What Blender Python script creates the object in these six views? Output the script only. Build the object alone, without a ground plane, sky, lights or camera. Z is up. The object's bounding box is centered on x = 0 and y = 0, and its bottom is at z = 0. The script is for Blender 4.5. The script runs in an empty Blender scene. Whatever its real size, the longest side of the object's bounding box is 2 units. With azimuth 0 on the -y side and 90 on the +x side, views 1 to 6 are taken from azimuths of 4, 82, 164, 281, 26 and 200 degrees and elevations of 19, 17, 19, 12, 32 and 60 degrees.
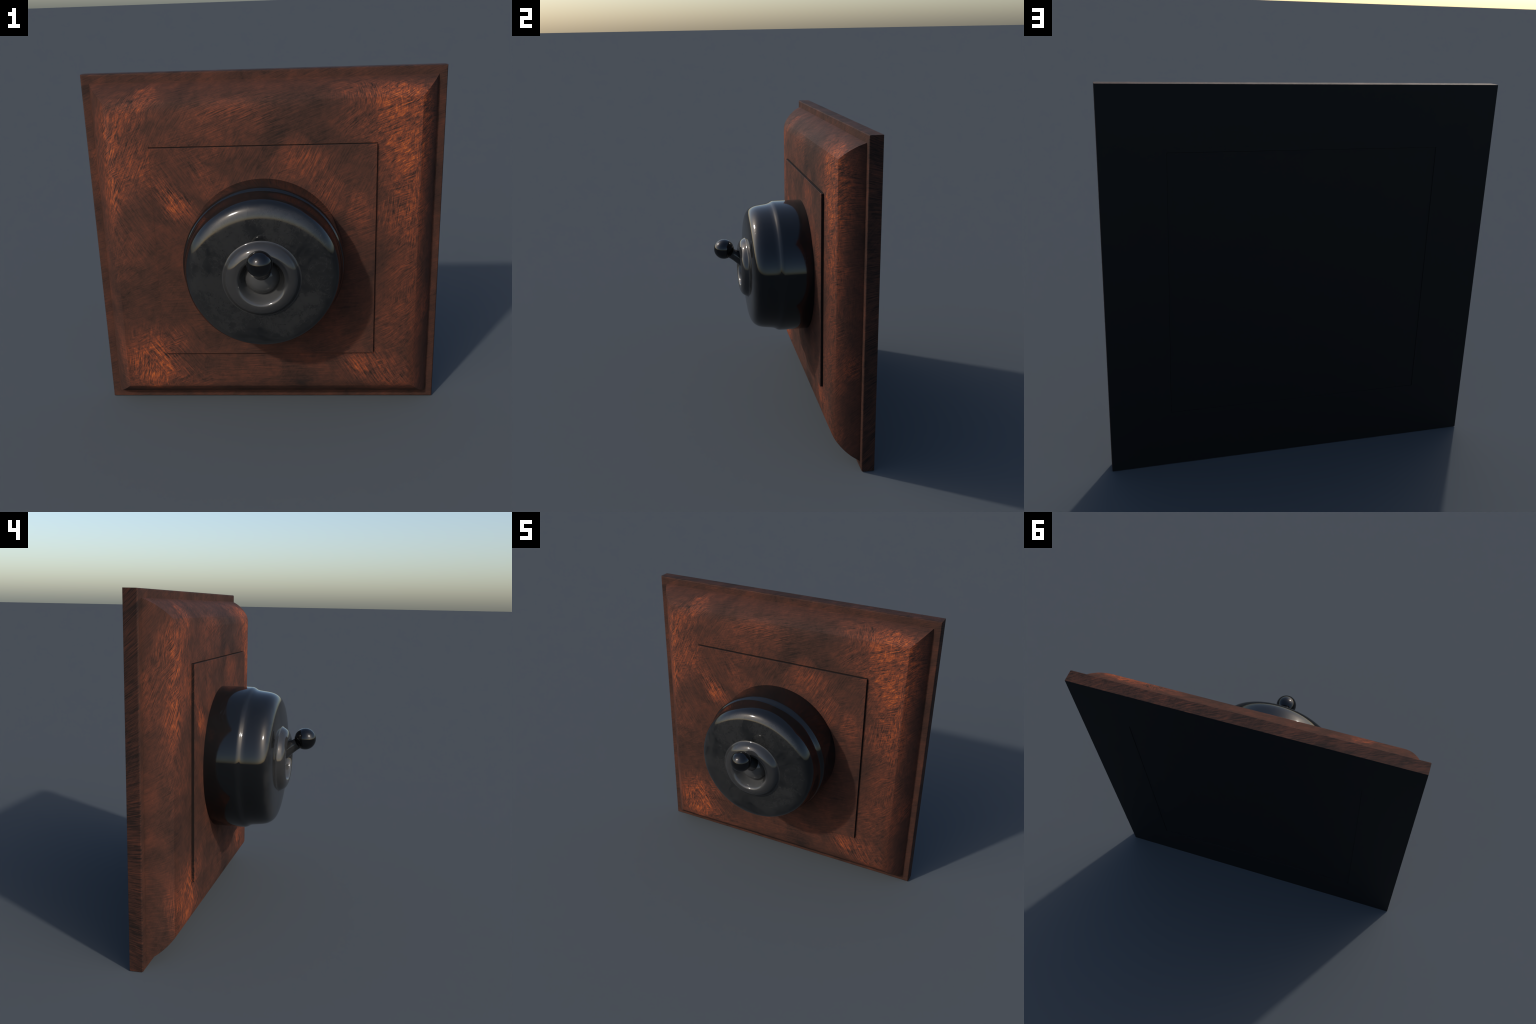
import bpy, bmesh, math
from mathutils import Vector, Matrix

# ------------------------------------------------------------------ helpers
def catmull(pts, sub):
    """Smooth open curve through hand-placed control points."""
    out = []
    n = len(pts)
    for i in range(n - 1):
        p0 = Vector(pts[max(i - 1, 0)]); p1 = Vector(pts[i])
        p2 = Vector(pts[i + 1]); p3 = Vector(pts[min(i + 2, n - 1)])
        # centripetal parametrisation keeps tight corners free of overshoot
        t0 = 0.0
        t1 = t0 + max((p1 - p0).length, 1e-5) ** 0.5
        t2 = t1 + max((p2 - p1).length, 1e-5) ** 0.5
        t3 = t2 + max((p3 - p2).length, 1e-5) ** 0.5
        for k in range(sub):
            t = t1 + (t2 - t1) * k / sub
            a1 = p0.lerp(p1, (t - t0) / (t1 - t0)) if i > 0 else p1.copy()
            a2 = p1.lerp(p2, (t - t1) / (t2 - t1))
            a3 = p2.lerp(p3, (t - t2) / (t3 - t2)) if i < n - 2 else p2.copy()
            b1 = a1.lerp(a2, (t - t0) / (t2 - t0))
            b2 = a2.lerp(a3, (t - t1) / (t3 - t1))
            out.append(tuple(b1.lerp(b2, (t - t1) / (t2 - t1))))
    out.append(tuple(pts[-1]))
    return out

def finish(bm, name, mats, parent, sharp=30.0, flat=()):
    bmesh.ops.recalc_face_normals(bm, faces=bm.faces)
    me = bpy.data.meshes.new(name)
    for f in bm.faces:
        f.smooth = True
    bm.faces.index_update()
    flat = [f.index for f in flat]
    bm.to_mesh(me); bm.free()
    me.set_sharp_from_angle(angle=math.radians(sharp))
    for i in flat:
        me.polygons[i].use_smooth = False
    for m in mats:
        me.materials.append(m)
    ob = bpy.data.objects.new(name, me)
    bpy.context.scene.collection.objects.link(ob)
    ob.parent = parent
    return ob

CZ = 1.0                      # height of the switch axis

def square_loft(bm, profile, mat_of=None):
    """Mitred square moulding: profile = (inset from the 1 m half side, y)."""
    rings = []
    for d, y in profile:
        h = 1.0 - d
        rings.append([bm.verts.new((sx * h, y, CZ + sz * h))
                      for sx, sz in ((-1, -1), (1, -1), (1, 1), (-1, 1))])
    for a, b in zip(rings, rings[1:]):
        for i in range(4):
            j = (i + 1) % 4
            bm.faces.new((a[i], a[j], b[j], b[i]))
    return rings

def lathe(bm, profile, seg, frame=None):
    """Turn (radius, height) about a local +Z, then place with `frame`."""
    rings = []
    for r, h in profile:
        if r < 1e-5:
            rings.append([bm.verts.new((0, 0, h))])
        else:
            rings.append([bm.verts.new((r * math.cos(2 * math.pi * k / seg),
                                        r * math.sin(2 * math.pi * k / seg), h))
                          for k in range(seg)])
    for a, b in zip(rings, rings[1:]):
        for k in range(seg):
            l = (k + 1) % seg
            if len(a) == 1 and len(b) == 1:
                continue
            if len(a) == 1:
                bm.faces.new((a[0], b[k], b[l]))
            elif len(b) == 1:
                bm.faces.new((a[k], a[l], b[0]))
            else:
                bm.faces.new((a[k], a[l], b[l], b[k]))
    if frame is not None:
        bmesh.ops.transform(bm, matrix=frame, verts=[v for r in rings for v in r])

# local +Z of a lathe becomes world -Y (out of the wall), centred on the axis;
# profiles below are (radius, -y)
OUT = Matrix.Translation((0, 0, CZ)) @ Matrix.Rotation(math.radians(90), 4, 'X')

# ------------------------------------------------------------------ node kit
class Kit:
    def __init__(self, name):
        self.mat = bpy.data.materials.new(name)
        self.mat.use_nodes = True
        self.nt = self.mat.node_tree
        self.bsdf = self.nt.nodes["Principled BSDF"]
        self.co = self.new("ShaderNodeTexCoord").outputs["Object"]

    def new(self, kind, **kw):
        n = self.nt.nodes.new(kind)
        for k, v in kw.items():
            setattr(n, k, v)
        return n

    def put(self, sock, val):
        if hasattr(val, "is_linked") or isinstance(val, bpy.types.NodeSocket):
            self.nt.links.new(val, sock)
        else:
            sock.default_value = val

    def math(self, op, a, b=0.0, clamp=False):
        n = self.new("ShaderNodeMath", operation=op, use_clamp=clamp)
        self.put(n.inputs[0], a); self.put(n.inputs[1], b)
        return n.outputs[0]

    def ramp(self, v, lo, hi, a=0.0, b=1.0, smooth=True):
        n = self.new("ShaderNodeMapRange",
                     interpolation_type='SMOOTHSTEP' if smooth else 'LINEAR')
        self.put(n.inputs["Value"], v)
        n.inputs["From Min"].default_value = lo
        n.inputs["From Max"].default_value = hi
        n.inputs["To Min"].default_value = a
        n.inputs["To Max"].default_value = b
        return n.outputs["Result"]

    def mapping(self, vec, rot=(0, 0, 0), scale=(1, 1, 1), loc=(0, 0, 0)):
        n = self.new("ShaderNodeMapping", vector_type='POINT')
        self.put(n.inputs["Vector"], vec)
        n.inputs["Rotation"].default_value = rot
        n.inputs["Scale"].default_value = scale
        n.inputs["Location"].default_value = loc
        return n.outputs[0]

    def noise(self, vec, scale, detail=3.0, rough=0.5, distort=0.0, out="Fac"):
        n = self.new("ShaderNodeTexNoise")
        self.put(n.inputs["Vector"], vec)
        n.inputs["Scale"].default_value = scale
        n.inputs["Detail"].default_value = detail
        n.inputs["Roughness"].default_value = rough
        n.inputs["Distortion"].default_value = distort
        return n.outputs[out]

    def mixc(self, f, a, b, blend='MIX'):
        n = self.new("ShaderNodeMix", data_type='RGBA', blend_type=blend)
        self.put(n.inputs[0], f); self.put(n.inputs[6], a); self.put(n.inputs[7], b)
        return n.outputs[2]

    def mixf(self, f, a, b):
        n = self.new("ShaderNodeMix", data_type='FLOAT')
        self.put(n.inputs[0], f); self.put(n.inputs[2], a); self.put(n.inputs[3], b)
        return n.outputs[0]

    def bump(self, h, strength, dist):
        n = self.new("ShaderNodeBump")
        n.inputs["Strength"].default_value = strength
        n.inputs["Distance"].default_value = dist
        self.put(n.inputs["Height"], h)
        self.nt.links.new(n.outputs[0], self.bsdf.inputs["Normal"])

    def blob(self, x, z, rx, rz, tilt=0.0):
        """Soft elliptical patch in the face plane, 1 at the centre."""
        sub = self.new("ShaderNodeVectorMath", operation='SUBTRACT')
        self.put(sub.inputs[0], self.warped)
        sub.inputs[1].default_value = (x, 0, z)
        m = self.mapping(sub.outputs[0], rot=(0, math.radians(tilt), 0))
        mul = self.new("ShaderNodeVectorMath", operation='MULTIPLY')
        self.put(mul.inputs[0], m)
        mul.inputs[1].default_value = (1 / rx, 0, 1 / rz)
        ln = self.new("ShaderNodeVectorMath", operation='LENGTH')
        self.put(ln.inputs[0], mul.outputs[0])
        return self.ramp(ln.outputs["Value"], 1.25, 0.1)

def rgb(r, g, b):
    return (r, g, b, 1.0)

# ------------------------------------------------------------------ wood
# bright chatoyant flecks of the veneer: (x, z, rx, rz, tilt, strength)
FLECKS = [
    (-0.84, 1.74, 0.20, 0.20, 0, 0.95), (-0.67, 1.90, 0.10, 0.16, 0, 0.85),
    (-0.86, 1.42, 0.13, 0.27, 0, 1.0), (-0.68, 1.50, 0.12, 0.20, 0, 0.7),
    (-0.49, 1.32, 0.09, 0.17, 30, 1.05), (-0.30, 1.42, 0.08, 0.16, 30, 0.35),
    (-0.18, 1.80, 0.34, 0.13, 0, 0.40), (-0.35, 1.62, 0.3, 0.12, 0, 0.28),
    (0.72, 1.92, 0.34, 0.14, 0, 0.85), (0.84, 1.74, 0.24, 0.24, 0, 1.0),
    (0.60, 1.72, 0.20, 0.18, 0, 0.6), (0.80, 1.50, 0.22, 0.20, 0, 0.9),
    (0.20, 1.52, 0.20, 0.14, 0, 0.38), (0.34, 1.34, 0.12, 0.16, -30, 0.5),
    (0.80, 1.22, 0.18, 0.24, 0, 1.0), (0.52, 1.24, 0.10, 0.18, 0, 0.45),
    (0.86, 0.86, 0.18, 0.30, 0, 0.42), (0.78, 0.55, 0.20, 0.30, 0, 0.40),
    (-0.72, 0.27, 0.24, 0.20, 0, 1.0), (-0.70, 0.42, 0.15, 0.18, 0, 0.6),
    (-0.55, 0.44, 0.12, 0.10, 40, 0.6), (-0.50, 0.20, 0.25, 0.10, 0, 0.4),
    (0.58, 0.30, 0.20, 0.12, -20, 0.75), (0.80, 0.16, 0.18, 0.14, 0, 0.5),
    (-0.85, 1.05, 0.18, 0.25, 0, 0.25), (1.03, 0.62, 0.10, 0.10, 0, 0.8), (-1.04, 1.55, 0.09, 0.25, 0, 0.45),
]
# dull, almost grey-brown zones
SHADES = [
    (0.22, 1.80, 0.30, 0.24, 0, 0.9), (-0.45, 1.66, 0.16, 0.09, 0, 0.6),
    (0.06, 1.92, 0.25, 0.08, 0, 0.5), (-0.75, 0.78, 0.25, 0.22, 0, 0.6),
    (0.60, 0.98, 0.12, 0.22, 0, 0.5), (0.10, 0.14, 0.50, 0.13, 0, 0.7),
    (-0.95, 0.06, 0.18, 0.22, 0, 0.5), (0.45, 1.52, 0.15, 0.10, 0, 0.5),
    (-0.2, 0.5, 0.4, 0.25, 0, 0.3),
]

def wood(name, dark=0.0):
    k = Kit(name)
    # The veneer figure lies in the face plane and wraps over the moulding:
    # stretch the plane outwards with depth so the figure keeps its slant there.
    xyz = k.new("ShaderNodeSeparateXYZ"); k.put(xyz.inputs[0], k.co)
    grow = k.math('ADD', 1.0, k.math('MULTIPLY', k.math('SUBTRACT', xyz.outputs[1], 0.188), 0.9))
    fx = k.math('MULTIPLY', xyz.outputs[0], grow)
    fz = k.math('ADD', k.math('MULTIPLY', k.math('SUBTRACT', xyz.outputs[2], 1.0), grow), 1.0)
    fl = k.new("ShaderNodeCombineXYZ"); k.put(fl.inputs[0], fx); k.put(fl.inputs[2], fz)
    flat = fl.outputs[0]

    def shake(scale, detail, amount):
        n = k.noise(flat, scale, detail, 0.6, out="Color")
        sub = k.new("ShaderNodeVectorMath", operation='SUBTRACT')
        k.put(sub.inputs[0], n); sub.inputs[1].default_value = (0.5, 0.5, 0.5)
        mad = k.new("ShaderNodeVectorMath", operation='MULTIPLY_ADD')
        k.put(mad.inputs[0], sub.outputs[0]); mad.inputs[1].default_value = (amount, 0, amount)
        k.put(mad.inputs[2], flat)
        return mad.outputs[0]
    k.warped = shake(6.0, 5.0, 0.20)
    straight = shake(2.5, 1.0, 0.030)

    def strokes(angle, along, across, detail=3.0, loc=0.0):
        m = k.mapping(straight, rot=(0, math.radians(angle), 0), loc=(loc, loc, loc))
        m = k.mapping(m, scale=(along, 1.0, across))
        return k.noise(m, 1.0, detail, 0.68)
    s20 = strokes(22, 9, 150)
    s35 = strokes(38, 11, 145, loc=5.3)
    s60 = strokes(62, 11, 145, loc=3.1)
    s85 = strokes(84, 11, 140, loc=9.9)
    s120 = strokes(-56, 10, 120, loc=7.7)
    s0 = strokes(2, 9, 150, loc=11.3)

    def gate(mask, seed, lo=0.42, hi=0.56):
        n = k.noise(k.mapping(k.warped, loc=(seed, 0, -seed)), 5.0, 3.0, 0.6)
        return k.math('MULTIPLY', mask, k.ramp(n, lo, hi))
    def zone(items):
        acc = 0.0
        for it in items:
            acc = k.math('ADD', acc, k.blob(*it))
        return k.math('MINIMUM', k.math('MULTIPLY', acc, 1.6), 1.0)
    st = s20
    st = k.mixf(zone([(0.0, 0.72, 0.75, 0.28), (0.0, 0.30, 0.6, 0.2)]), st, s0)
    st = k.mixf(gate(zone([(0.82, 0.62, 0.3, 0.7), (0.7, 1.72, 0.4, 0.35), (-0.78, 0.85, 0.3, 0.45)]), 2.0), st, s35)
    st = k.mixf(gate(zone([(-0.86, 1.45, 0.3, 0.6), (0.1, 1.42, 0.6, 0.3), (-0.6, 1.75, 0.2, 0.2)]), 4.0, 0.36, 0.50), st, s60)
    st = k.mixf(gate(zone([(0.82, 1.15, 0.3, 0.6), (-0.68, 0.36, 0.35, 0.3), (-0.68, 1.92, 0.22, 0.16), (0.6, 1.9, 0.25, 0.14), (-0.9, 1.8, 0.2, 0.25)]), 6.0), st, s85)
    st = k.mixf(gate(zone([(-0.45, 1.34, 0.2, 0.3), (-0.52, 0.40, 0.25, 0.22), (0.62, 0.25, 0.3, 0.2), (-0.7, 1.15, 0.2, 0.25)]), 8.0, 0.38, 0.48), st, s120)
    st = k.mixf(k.blob(-0.48, 1.33, 0.14, 0.20, 30), st, s120)
    # a weaker second set crosses the first, as sanding marks do
    st = k.mixf(0.28, st, k.mixf(k.ramp(k.noise(flat, 3.7, 2.0), 0.46, 0.54), s20, s60))
    stroke = k.ramp(st, 0.35, 0.65, smooth=False)
    mid = k.noise(k.mapping(straight, rot=(0, math.radians(35), 0)), 30.0, 5.0, 0.70)
    mottle = k.noise(k.mapping(k.warped, loc=(1.7, 0, 4.2)), 5.5, 6.0, 0.62)

    def total(items):
        acc = 0.0
        for x, z, rx, rz, t, s in items:
            acc = k.math('ADD', acc, k.math('MULTIPLY', k.blob(x, z, rx, rz, t), s))
        return acc
    fleck = k.math('MINIMUM', total(FLECKS), 1.15)
    shade = k.math('MINIMUM', total(SHADES), 1.0)
    # drifting black-brown clouds in the figure
    cloud = k.ramp(k.noise(k.mapping(k.warped, loc=(9.1, 0, 2.3)), 3.2, 5.0, 0.62), 0.50, 0.66)
    shade = k.math('ADD', shade, k.math('MULTIPLY', cloud, 0.55))

    # tone: 0 black-brown ... 0.5 red brown ... 1 orange
    tone = k.math('MULTIPLY', k.math('ADD', k.math('MULTIPLY', k.ramp(mottle, 0.30, 0.70, smooth=False), 0.21), 0.055), 1.0)
    tone = k.math('ADD', tone, k.math('MULTIPLY', fleck, 0.235))
    tone = k.math('ADD', tone, k.math('MULTIPLY', k.math('SUBTRACT', stroke, 0.5),
                                      k.math('ADD', 0.16, k.math('MULTIPLY', fleck, 0.70))))
    tone = k.math('ADD', tone, k.math('MULTIPLY', k.math('SUBTRACT', mid, 0.5),
                                      k.math('ADD', 0.20, k.math('MULTIPLY', fleck, 0.95))))
    tone = k.math('SUBTRACT', tone, k.math('MULTIPLY', shade, 0.10))
    # ledge and outer edge get a darker tone
    reach = k.math('MAXIMUM', k.math('ABSOLUTE', xyz.outputs[0]),
                   k.math('ABSOLUTE', k.math('SUBTRACT', xyz.outputs[2], 1.0)))
    tone = k.math('SUBTRACT', tone, k.ramp(reach, 0.950, 0.956, 0.0, 0.03))
    tone = k.math('SUBTRACT', tone, k.math('MULTIPLY', k.ramp(reach, 0.994, 0.999), k.math('SUBTRACT', 0.12, k.math('MULTIPLY', stroke, 0.16))))
    tone = k.math('ADD', tone, 0.042 - dark)
    cr = k.new("ShaderNodeValToRGB")
    e = cr.color_ramp.elements
    e[0].position = 0.0; e[0].color = rgb(0.016, 0.011, 0.0095)
    e[1].position = 1.0; e[1].color = rgb(0.42, 0.110, 0.026)
    for pos, col in ((0.18, (0.048, 0.0215, 0.0150)), (0.36, (0.094, 0.0315, 0.0190)),
                     (0.55, (0.165, 0.0430, 0.0200)), (0.76, (0.290, 0.070, 0.0215))):
        el = e.new(pos); el.color = rgb(*col)
    k.put(cr.inputs[0], tone)
    k.put(k.bsdf.inputs["Base Color"], cr.outputs[0])
    k.put(k.bsdf.inputs["Roughness"], k.ramp(mottle, 0.3, 0.7, 0.74, 0.66))
    k.bsdf.inputs["Specular IOR Level"].default_value = 0.09
    k.bump(stroke, 0.06, 0.003)
    return k.mat

def bakelite(name, base, dust, film_amount, rough=0.07, bump=0.1, front_only=None, bowl=None):  # dust: the lighter grey laid over base
    """Black phenolic resin; a mottled paler grey mixed into its base colour."""
    k = Kit(name)
    swirl = k.noise(k.co, 4.0, 5.0, 0.60, 1.0)
    fine = k.noise(k.co, 20.0, 8.0, 0.78, 1.6)
    wisp = k.math('ABSOLUTE', k.math('SUBTRACT', k.noise(k.mapping(k.co, loc=(4, 2, 1)), 7.0, 4.0, 0.65, 2.6), 0.5))
    film = k.math('ADD', k.ramp(swirl, 0.32, 0.64, 0.10, 0.95),
                  k.math('MULTIPLY', k.math('SUBTRACT', fine, 0.5), 1.7))
    film = k.math('ADD', film, k.ramp(wisp, 0.02, 0.0, 0.0, 0.25), clamp=True)
    if front_only is not None:
        # the grey film covers the front face and fades round the shoulder
        sep = k.new("ShaderNodeSeparateXYZ"); k.put(sep.inputs[0], k.co)
        face = k.ramp(sep.outputs[1], front_only + 0.03, front_only, 0.06, 1.0)
        film = k.math('MULTIPLY', film, face)
    # hairline scratches: thin iso-lines of a distorted noise, filled with dust
    hair = k.math('ABSOLUTE', k.math('SUBTRACT', k.noise(k.co, 9.0, 2.5, 0.5, 2.5), 0.5))
    gate = k.ramp(k.noise(k.mapping(k.co, loc=(3, 1, 8)), 6.0, 3.0), 0.52, 0.64)
    scratch = k.math('MULTIPLY', k.ramp(hair, 0.008, 0.0), gate)
    film = k.math('ADD', film, k.math('MULTIPLY', scratch, 0.45), clamp=True)
    col = k.mixc(k.math('MULTIPLY', film, film_amount), rgb(*base), rgb(*dust))
    if bowl is not None:
        # the mouth of the collar is a paler grey than its outside
        sep = k.new("ShaderNodeSeparateXYZ"); k.put(sep.inputs[0], k.co)
        rad = k.math('SQRT', k.math('ADD', k.math('POWER', sep.outputs[0], 2.0),
                                    k.math('POWER', k.math('SUBTRACT', sep.outputs[2], 1.0), 2.0)))
        col = k.mixc(k.ramp(rad, 0.142, 0.120), col, rgb(*bowl))
    k.put(k.bsdf.inputs["Base Color"], col)
    k.put(k.bsdf.inputs["Roughness"],
          k.math('ADD', k.math('MULTIPLY', film, 0.06 * film_amount), rough))
    k.bsdf.inputs["Specular IOR Level"].default_value = 0.5
    k.bump(k.math('MULTIPLY', scratch, -1.0), bump, 0.001)
    return k.mat

def black_back():
    k = Kit("black_paint")
    n = k.noise(k.co, 7.0, 5.0, 0.6)
    k.put(k.bsdf.inputs["Base Color"], k.mixc(k.ramp(n, 0.3, 0.7), rgb(0.0058, 0.0057, 0.0060), rgb(0.0062, 0.0061, 0.0064)))
    k.bsdf.inputs["Roughness"].default_value = 0.6
    k.bsdf.inputs["Specular IOR Level"].default_value = 0.2
    return k.mat

WOOD = wood("dark_burr_wood")
WOOD_EDGE = wood("dark_wood_edge", dark=0.30)
COVER = bakelite("black_bakelite", (0.0045, 0.005, 0.0055), (0.0225, 0.0224, 0.0218), 0.76, front_only=-0.19)
GREY = bakelite("grey_bakelite", (0.023, 0.023, 0.0232), (0.029, 0.029, 0.029), 0.6, rough=0.05, bump=0.05, bowl=(0.050, 0.050, 0.0495))
PALE = bakelite("pale_bakelite", (0.046, 0.046, 0.046), (0.052, 0.052, 0.052), 0.6, rough=0.06, bump=0.05)
LEVER = bakelite("mid_grey_bakelite", (0.020, 0.020, 0.020), (0.028, 0.028, 0.028), 0.6, rough=0.06, bump=0.05)
GLOSS = bakelite("polished_bakelite", (0.002, 0.0022, 0.0025), (0.004, 0.004, 0.004), 0.6, rough=0.05, bump=0.05)
BACK = black_back()

# ------------------------------------------------------------------ object
root = bpy.data.objects.new("light_switch", None)
bpy.context.scene.collection.objects.link(root)
root["label"] = "old black bakelite toggle light switch on square wooden mounting plate"
root["category"] = "light switch"

# --- moulded frame: flat backed slab, ledge, ovolo curve up to the flat face
bm = bmesh.new()
ovolo = catmull([(0.0465, 0.340), (0.058, 0.315), (0.070, 0.293), (0.086, 0.270),
                 (0.100, 0.2525), (0.116, 0.2360), (0.134, 0.2200), (0.152, 0.2075),
                 (0.173, 0.1975)], 6) + [(0.198, 0.1918)]
profile = [(0.3138, 0.4075), (0.3136, 0.41), (0.3135, 0.4185), (0.3128, 0.42), (0.0006, 0.42), (0.0, 0.4194),
           (0.0, 0.350), (0.0008, 0.3475), (0.0025, 0.3448), (0.005, 0.343), (0.008, 0.3425),
           (0.0457, 0.3425)] + ovolo + [(0.3803, 0.1882), (0.3806, 0.1960), (0.384, 0.1962)]  # last rings: narrow gap modelled to draw the baked occlusion line round the panel
rings = square_loft(bm, profile)
back_faces = [f for f in bm.faces if f.calc_center_median().y > 0.405]
for f in back_faces:
    if all(abs(v.co.y - 0.42) < 1e-4 for v in f.verts) or max(abs(f.calc_center_median().x), abs(f.calc_center_median().z - CZ)) < 0.70:
        f.material_index = 1
bm.faces.new(rings[-1])
# flat faces keep flat normals; only the ovolo and the little nosing are smooth
flat_faces = [f for f in bm.faces if f.calc_center_median().y > 0.36
              or f.calc_center_median().x ** 2 + (f.calc_center_median().z - CZ) ** 2 < 0.385
              or all(abs(v.co.y - 0.3425) < 1e-4 for v in f.verts)]
frame = finish(bm, "frame", [WOOD, BACK], root, 46, flat=flat_faces)

# --- backing board let into the back, a few millimetres below the frame
def box(name, hx, y0, y1, mat, bevel, parent, drop_sides=False):
    bm = bmesh.new()
    h2 = hx - bevel
    prof = [(1 - h2, y0), (1 - hx, y0 + bevel), (1 - hx, y1 - bevel), (1 - h2, y1)]
    r = square_loft(bm, prof)
    bm.faces.new(r[0]); bm.faces.new(r[-1])
    return finish(bm, name, [mat], parent, 28)
box("backing_board", 0.6862, 0.4090, 0.4175, BACK, 0.0003, root)

# --- raised square panel: darker edge block with the veneered face on it
PX, PY = 0.6165, 0.172
box("panel_edge", PX, PY + 0.0012, 0.200, WOOD_EDGE, 0.0008, root)
box("panel", PX - 0.0006, PY, PY + 0.008, WOOD, 0.0010, root)

# --- domed cover, turned: skirt, bead, rounded shoulder, nearly flat face
bm = bmesh.new()
dome = [(0.4385, -0.180), (0.4385, -0.172), (0.4385, -0.10), (0.4385, -0.03)] + catmull(
    [(0.4385, -0.03), (0.4382, 0.004), (0.4370, 0.016), (0.4320, 0.028), (0.4248, 0.040),
     (0.4200, 0.055), (0.4170, 0.075), (0.4140, 0.100), (0.4095, 0.128), (0.4035, 0.148),
     (0.3945, 0.1650), (0.3820, 0.1795), (0.3630, 0.1912), (0.3340, 0.1995), (0.2900, 0.2048),
     (0.2300, 0.2078), (0.1700, 0.2088)], 5)[1:] + [(0.16, 0.2088), (0.155, 0.200)]
lathe(bm, dome, 224, OUT)
cover = finish(bm, "cover", [COVER], root, 40)

# --- collar ring with a dished mouth
bm = bmesh.new()
ring = catmull([(0.2095, 0.2075), (0.2035, 0.2095), (0.1990, 0.2135), (0.1953, 0.2195), (0.1905, 0.2275),
                (0.1842, 0.2365), (0.1755, 0.2447), (0.1650, 0.2510), (0.1520, 0.2560), (0.1400, 0.2575),
                (0.1305, 0.2555), (0.1222, 0.2490), (0.1155, 0.2365),
                (0.1098, 0.2200), (0.1045, 0.2030), (0.0980, 0.1890), (0.0900, 0.1780), (0.0800, 0.1680)], 5)
lathe(bm, ring, 192, OUT)
collar = finish(bm, "collar", [GREY], cover, 50)

# --- toggle: pivot ball, flared lever, round knob; tilted upwards ("off")
BALL = Vector((0.0, -0.1455, CZ)); BR = 0.0995
KNOB = Vector((0.0, -0.3542, 1.135)); KR = 0.0660
bm = bmesh.new()
bmesh.ops.create_uvsphere(bm, u_segments=96, v_segments=64, radius=BR, matrix=Matrix.Translation(BALL))
ball = finish(bm, "pivot_ball", [PALE], cover, 60)
axis = (KNOB - BALL)
L = axis.length
place = Matrix.Translation(BALL) @ axis.to_track_quat('Z', 'Y').to_matrix().to_4x4()
bm = bmesh.new()
lathe(bm, catmull([(0.053, 0.050), (0.051, 0.078), (0.0470, 0.095), (0.0430, 0.115), (0.0385, 0.140),
                   (0.0355, 0.165), (0.0345, 0.182), (0.0360, 0.194), (0.0410, 0.203)], 6), 96, place)
lever = finish(bm, "lever", [LEVER], cover, 60)
bm = bmesh.new()
bmesh.ops.create_uvsphere(bm, u_segments=96, v_segments=64, radius=KR, matrix=Matrix.Translation(KNOB))
knob = finish(bm, "knob", [GLOSS], cover, 60)
